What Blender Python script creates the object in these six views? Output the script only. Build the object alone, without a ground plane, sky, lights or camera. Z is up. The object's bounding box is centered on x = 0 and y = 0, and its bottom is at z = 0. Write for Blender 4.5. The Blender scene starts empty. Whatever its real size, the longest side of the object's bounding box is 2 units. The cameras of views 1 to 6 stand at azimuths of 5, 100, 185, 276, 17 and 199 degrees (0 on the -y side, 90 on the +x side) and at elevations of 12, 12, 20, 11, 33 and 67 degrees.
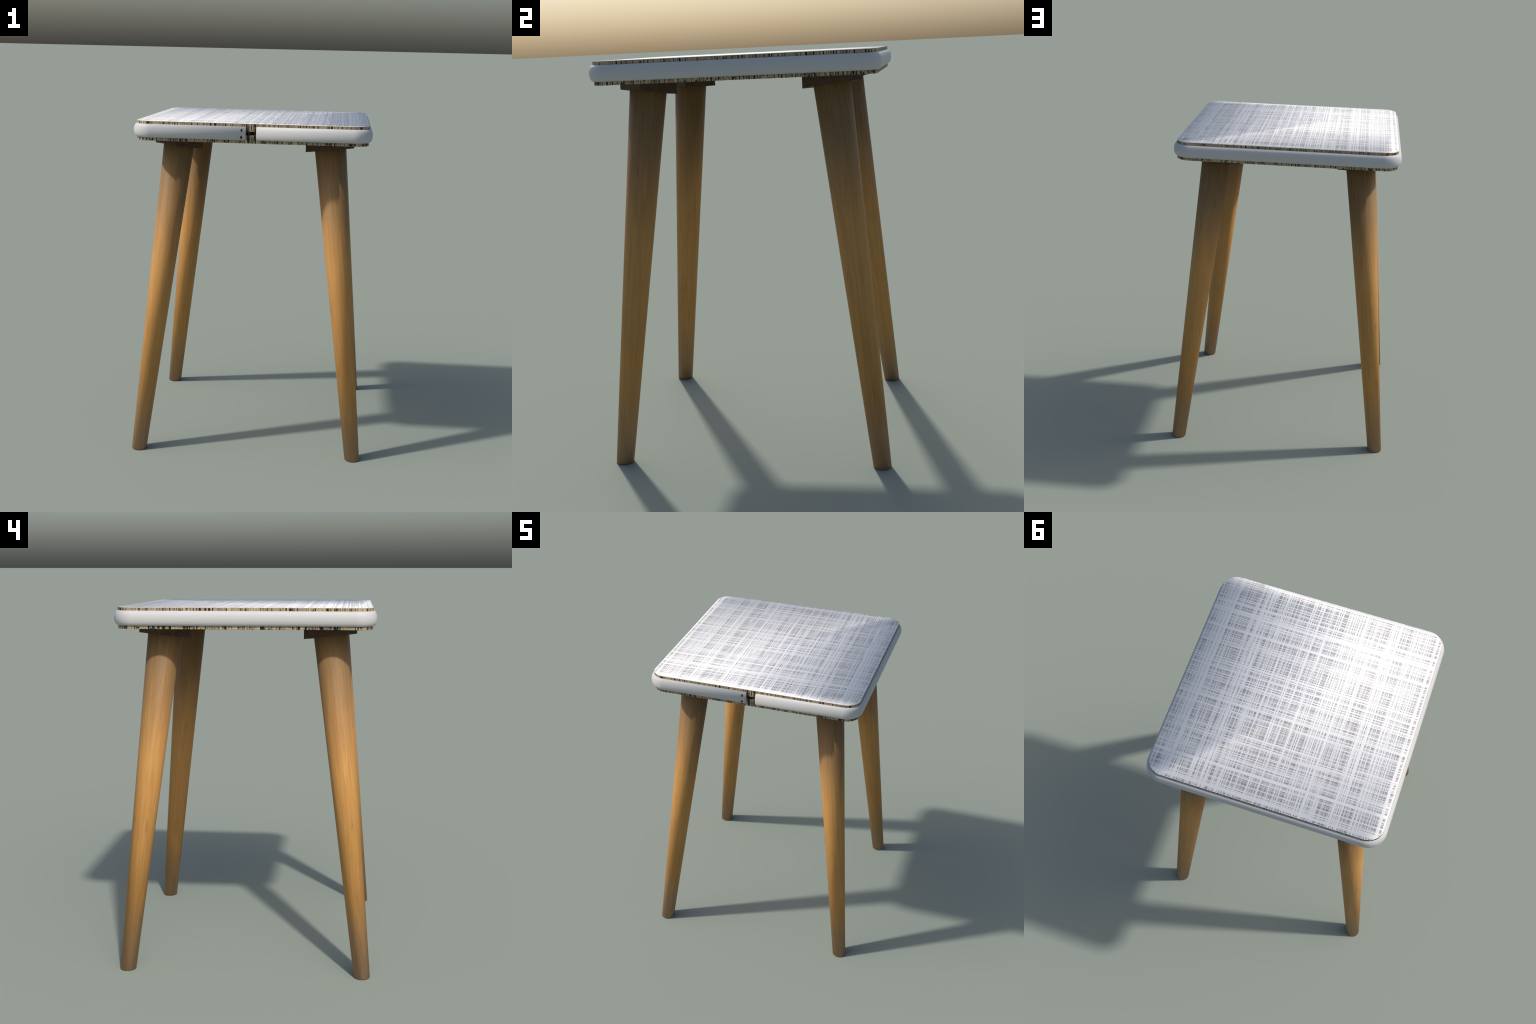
"""A tall four-legged stool: square patterned seat with a white plastic edge
moulding let into a groove of the board, dark wedge plates and splayed tapering legs."""
import bpy, math
from mathutils import Matrix, Vector

# ------------------------------------------------------------------ sizes (m)
HALF = 0.6715            # half side of the seat board
CORNER = 0.0895          # corner radius of the board
SEAT_TOP, SEAT_BOTTOM = 2.0, 1.8878
COVER_THICK = 0.0024     # printed sheet on top of the board
GROOVE_LOW, GROOVE_HIGH, GROOVE_DEPTH = 1.9340, 1.9550, 0.055
TRIM_LOW, TRIM_HIGH, TRIM_BULGE = 1.9050, 1.9832, 0.0201
GAP_LEFT, GAP_RIGHT = -0.0290, 0.0315    # where the trim does not meet, front side
FOOT_OFFSET, SPLAY = 0.6516, 0.1094      # foot centre |x|=|y|, and inward run per metre
FOOT_RADIUS, HEAD_RADIUS = 0.0443, 0.0899
PLATE_CENTRE, PLATE_HALF, PLATE_Z = 0.448, 0.1005, 1.8418
ARC = 12                 # segments in each rounded corner
LEG_SIDES = 40


# ------------------------------------------------------------------ node helpers
class Nodes:
    def __init__(self, name):
        self.mat = bpy.data.materials.new(name)
        self.mat.use_nodes = True
        self.nt = self.mat.node_tree
        self.bsdf = self.nt.nodes["Principled BSDF"]
        self.coord = self.nt.nodes.new("ShaderNodeTexCoord").outputs["Object"]

    def link(self, a, b):
        self.nt.links.new(a, b)

    def put(self, sock, v):
        if isinstance(v, bpy.types.NodeSocket):
            self.link(v, sock)
        elif v is not None:
            sock.default_value = v

    def mapping(self, scale, vec=None, loc=(0, 0, 0)):
        n = self.nt.nodes.new("ShaderNodeMapping")
        self.link(vec or self.coord, n.inputs["Vector"])
        n.inputs["Scale"].default_value = scale
        self.put(n.inputs["Location"], loc)
        return n.outputs[0]

    def noise(self, vec, scale=1.0, detail=2.0, rough=0.5, distort=0.0, w=None):
        n = self.nt.nodes.new("ShaderNodeTexNoise")
        if w is not None:
            n.noise_dimensions = '4D'
            self.put(n.inputs["W"], w)
        self.link(vec, n.inputs["Vector"])
        n.inputs["Scale"].default_value = scale
        n.inputs["Detail"].default_value = detail
        n.inputs["Roughness"].default_value = rough
        n.inputs["Distortion"].default_value = distort
        return n.outputs[0]

    def math(self, op, a, b=None, c=None, clamp=False):
        n = self.nt.nodes.new("ShaderNodeMath")
        n.operation, n.use_clamp = op, clamp
        for s, v in zip(n.inputs, (a, b, c)):
            self.put(s, v)
        return n.outputs[0]

    def step(self, v, lo, hi, smooth=True):
        n = self.nt.nodes.new("ShaderNodeMapRange")
        n.interpolation_type = 'SMOOTHSTEP' if smooth else 'LINEAR'
        self.link(v, n.inputs["Value"])
        n.inputs["From Min"].default_value, n.inputs["From Max"].default_value = lo, hi
        return n.outputs[0]

    def mix(self, f, a, b, mode='MIX'):
        n = self.nt.nodes.new("ShaderNodeMix")
        n.data_type, n.blend_type = 'RGBA', mode
        self.put(n.inputs[0], f)
        for s, v in ((n.inputs[6], a), (n.inputs[7], b)):
            self.put(s, (*v, 1.0) if isinstance(v, tuple) else v)
        return n.outputs[2]

    def bump(self, h, strength, dist):
        n = self.nt.nodes.new("ShaderNodeBump")
        n.inputs["Strength"].default_value = strength
        n.inputs["Distance"].default_value = dist
        self.link(h, n.inputs["Height"])
        self.link(n.outputs[0], self.bsdf.inputs["Normal"])

    def finish(self, colour, rough=0.5, spec=0.5):
        self.put(self.bsdf.inputs["Base Color"], (*colour, 1.0) if isinstance(colour, tuple) else colour)
        self.put(self.bsdf.inputs["Roughness"], rough)
        self.bsdf.inputs["Specular IOR Level"].default_value = spec
        return self.mat


def white_plastic():
    n = Nodes("white_plastic")
    return n.finish((0.505, 0.505, 0.505), 0.55, 0.3)


def linen_print():
    """White threads of random width crossing at right angles over grey. Every thread is one
    cell of a one-dimensional Voronoi with a random tone that drifts slowly along its length."""
    n = Nodes("linen_print")
    sep = n.nt.nodes.new("ShaderNodeSeparateXYZ")
    n.link(n.coord, sep.inputs[0])

    def threads(across, along, per_metre, drift, share, soft, start):
        vor = n.nt.nodes.new("ShaderNodeTexVoronoi")
        vor.voronoi_dimensions = '1D'
        vor.inputs["Scale"].default_value = per_metre
        vor.inputs["Randomness"].default_value = 1.0
        n.link(n.math('ADD', sep.outputs[across], start), vor.inputs["W"])
        rgb = n.nt.nodes.new("ShaderNodeSeparateColor")
        n.link(vor.outputs["Color"], rgb.inputs[0])
        comb = n.nt.nodes.new("ShaderNodeCombineXYZ")
        n.link(n.math('MULTIPLY', rgb.outputs[1], 61.7), comb.inputs[0])
        n.link(n.math('MULTIPLY_ADD', sep.outputs[along], drift, n.math('MULTIPLY', rgb.outputs[2], 43.3)), comb.inputs[1])
        vary = n.noise(comb.outputs[0], 1.0, 2.0, 0.5)
        v = n.math('MULTIPLY_ADD', n.math('SUBTRACT', vary, 0.5), 0.9, rgb.outputs[0])
        return n.step(v, 1.0 - share - soft, 1.0 - share + soft)

    clear = None
    for across, along, start in (("X", "Y", 3.13), ("Y", "X", 8.71)):
        for per_metre, drift, share, soft in ((150, 2.4, 0.19, 0.06), (340, 5.0, 0.32, 0.24)):
            gap = n.math('SUBTRACT', 1.0, threads(across, along, per_metre, drift, share, soft, start))
            clear = gap if clear is None else n.math('MULTIPLY', clear, gap)
    col = n.mix(clear, (0.80, 0.80, 0.81), (0.32, 0.315, 0.318))
    return n.finish(col, 0.48, 0.5)


def plain_edge():
    return Nodes("pale_edge").finish((0.44, 0.355, 0.235), 0.7, 0.2)


def chip_edge():
    """Cut edge of the board: pale fibres with many upright black voids, messier below the groove."""
    n = Nodes("cut_board_edge")
    up = n.noise(n.mapping((116, 116, 8), loc=(11.3, 0, 0)), 1.0, 3.0, 0.65, 0.2)
    group = n.noise(n.mapping((13, 13, 1.5), loc=(5, 2, 9)), 1.0, 2.0, 0.5)
    dark = n.math('ADD', up, n.math('MULTIPLY_ADD', group, 0.15, -0.075))
    low = n.noise(n.mapping((85, 85, 55), loc=(1, 8, 3)), 1.0, 2.0, 0.55, 0.7)
    sep = n.nt.nodes.new("ShaderNodeSeparateXYZ")
    n.link(n.coord, sep.inputs[0])
    lower = n.step(sep.outputs["Z"], 1.934, 1.915)
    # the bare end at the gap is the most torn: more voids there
    torn = n.math('MULTIPLY', n.step(n.math('ABSOLUTE', sep.outputs["X"]), 0.06, 0.03), n.step(sep.outputs["Y"], -0.58, -0.62))
    dark = n.math('MULTIPLY_ADD', torn, 0.045, dark)
    fleck = n.math('MULTIPLY', n.step(low, 0.56, 0.64), lower)
    tone = n.noise(n.mapping((26, 26, 10), loc=(3, 1, 4)), 1.0, 2.0)
    base = n.mix(n.step(tone, 0.35, 0.65), (0.33, 0.262, 0.172), (0.47, 0.365, 0.218))
    hair = n.noise(n.mapping((160, 160, 9)), 1.0, 2.0)
    base = n.mix(n.step(hair, 0.52, 0.72), base, (0.15, 0.125, 0.092))
    mask = n.math('MAXIMUM', n.step(dark, 0.528, 0.582), fleck)
    col = n.mix(mask, base, (0.010, 0.009, 0.008))
    return n.finish(col, 0.75, 0.2)


def leg_wood():
    """Orange-brown wood, greyer near the floor, with under-seat shade painted into its top."""
    n = Nodes("oiled_wood")
    rnd = n.nt.nodes.new("ShaderNodeObjectInfo").outputs["Random"]
    w = n.math('MULTIPLY', rnd, 37.0)
    grain = n.noise(n.mapping((95, 95, 2.4)), 1.0, 3.0, 0.55, 0.5, w)
    fine = n.noise(n.mapping((240, 240, 3)), 1.0, 2.0, 0.5, 0.0, w)
    blotch = n.noise(n.mapping((10, 10, 2.2)), 1.0, 2.0, 0.5, 0.3, w)
    fleck = n.noise(n.mapping((75, 75, 9), loc=(4, 4, 1)), 1.0, 1.0, 0.5, 0.5, w)
    col = n.mix(n.step(grain, 0.30, 0.70), (0.440, 0.219, 0.063), (0.520, 0.268, 0.079))
    col = n.mix(n.math('MULTIPLY', n.step(fine, 0.46, 0.74), 0.38), col, (0.27, 0.135, 0.042))
    col = n.mix(n.math('MULTIPLY', n.step(blotch, 0.5, 0.75), 0.30), col, (0.32, 0.150, 0.040))
    col = n.mix(n.math('MULTIPLY', n.step(fleck, 0.69, 0.79), 0.45), col, (0.15, 0.075, 0.026))
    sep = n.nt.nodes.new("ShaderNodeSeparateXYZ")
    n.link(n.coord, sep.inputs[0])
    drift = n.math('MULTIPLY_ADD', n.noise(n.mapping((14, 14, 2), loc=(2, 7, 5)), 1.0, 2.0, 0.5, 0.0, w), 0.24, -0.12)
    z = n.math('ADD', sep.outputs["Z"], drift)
    col = n.mix(n.math('MULTIPLY', n.step(z, 0.50, 0.0), 0.95), col, n.mix(1.0, col, (0.74, 0.90, 1.7), 'MULTIPLY'))
    col = n.mix(n.math('MULTIPLY', n.step(z, 1.10, 1.75), 0.97), col, n.mix(1.0, col, (0.46, 0.54, 0.80), 'MULTIPLY'))  # upper leg colour darkened for the shadow the seat casts on it
    return n.finish(col, 0.58, 0.25)


def plate_wood():
    n = Nodes("dark_stained_wood")
    g = n.noise(n.mapping((30, 30, 30)), 1.0, 3.0)
    return n.finish(n.mix(n.step(g, 0.35, 0.65), (0.058, 0.031, 0.020), (0.084, 0.045, 0.028)), 0.6, 0.3)


def peg_brown():
    return Nodes("brown_peg").finish((0.032, 0.019, 0.012), 0.6, 0.2)


# ------------------------------------------------------------------ mesh helpers
def make(name, verts, faces, mats, parent, normals=None, face_mat=None):
    me = bpy.data.meshes.new(name)
    me.from_pydata([tuple(v) for v in verts], [], faces)
    for m in mats:
        me.materials.append(m)
    if face_mat:
        for p, i in zip(me.polygons, face_mat):
            p.material_index = i
    me.update()
    if normals:                      # one list of corner normals per face
        me.shade_smooth()
        me.normals_split_custom_set([tuple(Vector(k).normalized()) for f in normals for k in f])
    ob = bpy.data.objects.new(name, me)
    bpy.context.scene.collection.objects.link(ob)
    ob.parent = parent
    return ob


def outline(grow=0.0):
    """Rounded square, anticlockwise from the +x side; (x, y, outward x, outward y)."""
    pts = []
    for k in range(4):
        sx, sy = ((1, 1), (-1, 1), (-1, -1), (1, -1))[k]
        for i in range(ARC + 1):
            a = (k + i / ARC) * math.pi / 2
            c, s, r = math.cos(a), math.sin(a), CORNER + grow
            pts.append((sx * (HALF - CORNER) + r * c, sy * (HALF - CORNER) + r * s, c, s))
    return pts


# ------------------------------------------------------------------ parts
def seat_board(root, mat):
    top = SEAT_TOP - COVER_THICK
    rows = [(0, top), (0, GROOVE_HIGH), (-GROOVE_DEPTH, GROOVE_HIGH), (-GROOVE_DEPTH, GROOVE_LOW),
            (0, GROOVE_LOW), (0, SEAT_BOTTOM + 0.0015), (-0.0015, SEAT_BOTTOM)]
    verts, faces, norms = [], [], []
    for g, z in rows:
        verts += [(x, y, z) for x, y, _, _ in outline(g)]
    ring, n = outline(), len(outline())
    for r in range(len(rows) - 1):
        dg, dz = rows[r + 1][0] - rows[r][0], rows[r + 1][1] - rows[r][1]
        for i in range(n):
            j = (i + 1) % n
            faces.append([r * n + j, r * n + i, (r + 1) * n + i, (r + 1) * n + j])
            ko, kz = -dz, dg
            norms.append([(ring[q][2] * ko, ring[q][3] * ko, kz) for q in (j, i, i, j)])
    faces += [list(range(n)), [(len(rows) - 1) * n + i for i in reversed(range(n))]]
    norms += [[(0, 0, 1)] * n, [(0, 0, -1)] * n]
    return make("seat_board", verts, faces, [mat], root, norms)


def seat_cover(root, printed, edge):
    """Thin printed sheet. Its top is a fan of triangles with rim normals leaning out,
    so it is flat but shades as if softly crowned."""
    lean = 0.95
    ring = outline()
    n = len(ring)
    z0, z1 = SEAT_TOP - COVER_THICK + 0.0002, SEAT_TOP
    verts = [(x, y, z1) for x, y, _, _ in ring] + [(x, y, z0) for x, y, _, _ in ring]
    hub = 2 * (ARC + 1)              # start of the front left corner, where the left side ends
    faces, norms, fm = [], [], []
    soft = lambda q: (ring[q][2] * lean, ring[q][3] * lean, 1.0)
    for k in range(1, n - 1):
        a, b = (hub + k) % n, (hub + k + 1) % n
        faces.append([hub, a, b]); norms.append([soft(hub), soft(a), soft(b)]); fm.append(0)
    for i in range(n):
        j = (i + 1) % n
        faces.append([j, i, n + i, n + j]); fm.append(1)
        norms.append([(ring[q][2], ring[q][3], 0) for q in (j, i, i, j)])
    faces.append([n + i for i in reversed(range(n))]); norms.append([(0, 0, -1)] * n); fm.append(1)
    return make("seat_cover", verts, faces, [printed, edge], root, norms, fm)


def edge_trim(root, mat, peg):
    """D-shaped moulding that runs round the board from one side of the gap to the other."""
    steps, mid, half = 14, (TRIM_LOW + TRIM_HIGH) / 2, (TRIM_HIGH - TRIM_LOW) / 2
    prof = []
    for i in range(steps + 1):
        a = math.pi / 2 - math.pi * i / steps
        prof.append((0.0004 + TRIM_BULGE * math.cos(a), mid + half * math.sin(a),
                     math.cos(a) / TRIM_BULGE, math.sin(a) / half))
    ring, first = outline(), 3 * (ARC + 1)
    path = [(GAP_RIGHT, -HALF, 0.0, -1.0)] + [ring[(first + k) % len(ring)] for k in range(len(ring))]
    path.append((GAP_LEFT, -HALF, 0.0, -1.0))
    verts, vn = [], []
    m, turn = len(prof), math.radians(31)
    for s, (x, y, ox, oy) in enumerate(path):
        for g, z, po, pz in prof:
            verts.append((x + ox * g, y + oy * g, z))
            v = Vector((ox * po, oy * po, pz)).normalized()
            if s in (0, len(path) - 1):      # the cut ends are softened in shading
                v = v * math.cos(turn) + Vector((-1 if s == 0 else 1, 0, 0)) * math.sin(turn)
            vn.append(v)
    faces = []
    for s in range(len(path) - 1):
        for i in range(m - 1):
            faces.append([s * m + i, s * m + i + 1, (s + 1) * m + i + 1, (s + 1) * m + i])
        faces.append([s * m + m - 1, s * m, (s + 1) * m, (s + 1) * m + m - 1])   # back, on the board
    norms = []
    for k, f in enumerate(faces):
        s, i = divmod(k, m)
        if i < m - 1:
            norms.append([vn[q] for q in f])
        else:
            norms.append([(-path[s][2], -path[s][3], 0)] * 4)
    last = (len(path) - 1) * m
    faces += [list(reversed(range(m))), [last + i for i in range(m)]]
    norms += [[(-1, 0, 0)] * m, [(1, 0, 0)] * m]
    trim = make("edge_trim", verts, faces, [mat], root, norms)

    # two pegs that hold the loose end
    pv, pf = [], []
    sides, rise = 20, ((1.0, -0.003), (1.0, 0.0006), (0.8, 0.0012))
    for r, h in rise:
        pv += [(0.0066 * r * math.cos(2 * math.pi * i / sides), -h, 0.0088 * r * math.sin(2 * math.pi * i / sides))
               for i in range(sides)]
    for r in range(2):
        pf += [[r * sides + i, r * sides + (i + 1) % sides, (r + 1) * sides + (i + 1) % sides, (r + 1) * sides + i]
               for i in range(sides)]
    pf += [list(reversed(range(sides))), [2 * sides + i for i in range(sides)]]
    first_peg = None
    for x, z in ((-0.0521, 1.9634), (-0.0537, 1.9228)):
        if first_peg is None:
            ob = first_peg = make("trim_peg", pv, pf, [peg], trim)
            for p in ob.data.polygons:
                p.use_smooth = len(p.vertices) == 4
        else:
            ob = first_peg.copy()
            bpy.context.scene.collection.objects.link(ob)
        sn = (z - mid) / half
        g = TRIM_BULGE * math.sqrt(1 - sn * sn)
        ob.location = (x, -HALF - g, z)
        ob.rotation_euler = (math.atan2(sn / half, g / TRIM_BULGE ** 2) * -1.0, 0, 0)
    return trim


def mounting_plates(root, mat):
    """Square blocks standing on edge (corners toward the seat sides), wedge-cut to suit the legs."""
    d = PLATE_HALF * math.sqrt(2)
    base = [(d, 0), (0, d), (-d, 0), (0, -d)]
    corners = []
    for x, y in base:                # local x and y point outward from the seat centre
        corners.append((x, y, PLATE_Z + SPLAY * (x + y)))
    verts = corners + [(x, y, SEAT_BOTTOM + 0.001) for x, y in base]
    faces = [[3, 2, 1, 0], [4, 5, 6, 7]] + [[i, (i + 1) % 4, 4 + (i + 1) % 4, 4 + i] for i in range(4)]
    first = None
    for k in range(4):
        if first is None:
            ob = first = make("mounting_plate", verts, faces, [mat], root)
        else:
            ob = first.copy()
            bpy.context.scene.collection.objects.link(ob)
        a = k * math.pi / 2
        ob.matrix_local = Matrix.Rotation(a, 4, 'Z') @ Matrix.Translation((PLATE_CENTRE, PLATE_CENTRE, 0))


def legs(root, mat):
    """Round tapering leg built along its own axis; the foot is sawn level with the floor."""
    tilt = math.atan(SPLAY * math.sqrt(2))
    length = PLATE_Z / math.cos(tilt) + 0.004
    foot_lean, head_lean = math.radians(-42), math.radians(30)
    # local +x is toward the seat centre at the top, so the floor plane is z = x tan(tilt) in local terms
    slope = (HEAD_RADIUS - FOOT_RADIUS) / length
    rad = lambda z: FOOT_RADIUS + slope * z
    rings = [[], [], [], []]
    for i in range(LEG_SIDES):
        a = 2 * math.pi * i / LEG_SIDES
        c, s = math.cos(a), math.sin(a)
        z = -FOOT_RADIUS * c * math.tan(tilt) * -1.0
        r = rad(z)
        rings[0].append((r * 0.965 * c, r * 0.965 * s, r * 0.965 * c * math.tan(tilt)))
        zb = r * c * math.tan(tilt) + 0.0016
        rings[1].append((rad(zb) * c, rad(zb) * s, zb))
        rings[2].append((rad(length) * c, rad(length) * s, length))
    verts = rings[0] + rings[1] + rings[2]
    n = LEG_SIDES
    faces, norms = [], []
    side = lambda i, t: (math.cos(2 * math.pi * i / n) * math.cos(t), math.sin(2 * math.pi * i / n) * math.cos(t), math.sin(t))
    for i in range(n):
        j = (i + 1) % n
        faces.append([i, j, n + j, n + i])
        norms.append([side(i, -1.0), side(j, -1.0), side(j, foot_lean), side(i, foot_lean)])
        faces.append([n + i, n + j, 2 * n + j, 2 * n + i])
        norms.append([side(i, foot_lean), side(j, foot_lean), side(j, head_lean), side(i, head_lean)])
    faces += [list(reversed(range(n))), [2 * n + i for i in range(n)]]
    down = (math.sin(tilt), 0, -math.cos(tilt))
    norms += [[down] * n, [(0, 0, 1)] * n]
    first = None
    for k in range(4):
        if first is None:
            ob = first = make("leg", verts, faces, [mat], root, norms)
        else:
            ob = first.copy()
            bpy.context.scene.collection.objects.link(ob)
        a = math.pi / 4 + k * math.pi / 2
        out = FOOT_OFFSET * math.sqrt(2)
        ob.matrix_local = (Matrix.Translation((out * math.cos(a), out * math.sin(a), 0))
                           @ Matrix.Rotation(a + math.pi, 4, 'Z') @ Matrix.Rotation(tilt, 4, 'Y'))


def build():
    root = bpy.data.objects.new("stool", None)
    bpy.context.scene.collection.objects.link(root)
    root["label"] = "tall square stool, white linen-print seat, tapered wooden legs"
    root["category"] = "stool"
    board_edge = chip_edge()
    seat_board(root, board_edge)
    seat_cover(root, linen_print(), plain_edge())
    edge_trim(root, white_plastic(), peg_brown())
    mounting_plates(root, plate_wood())
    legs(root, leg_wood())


build()
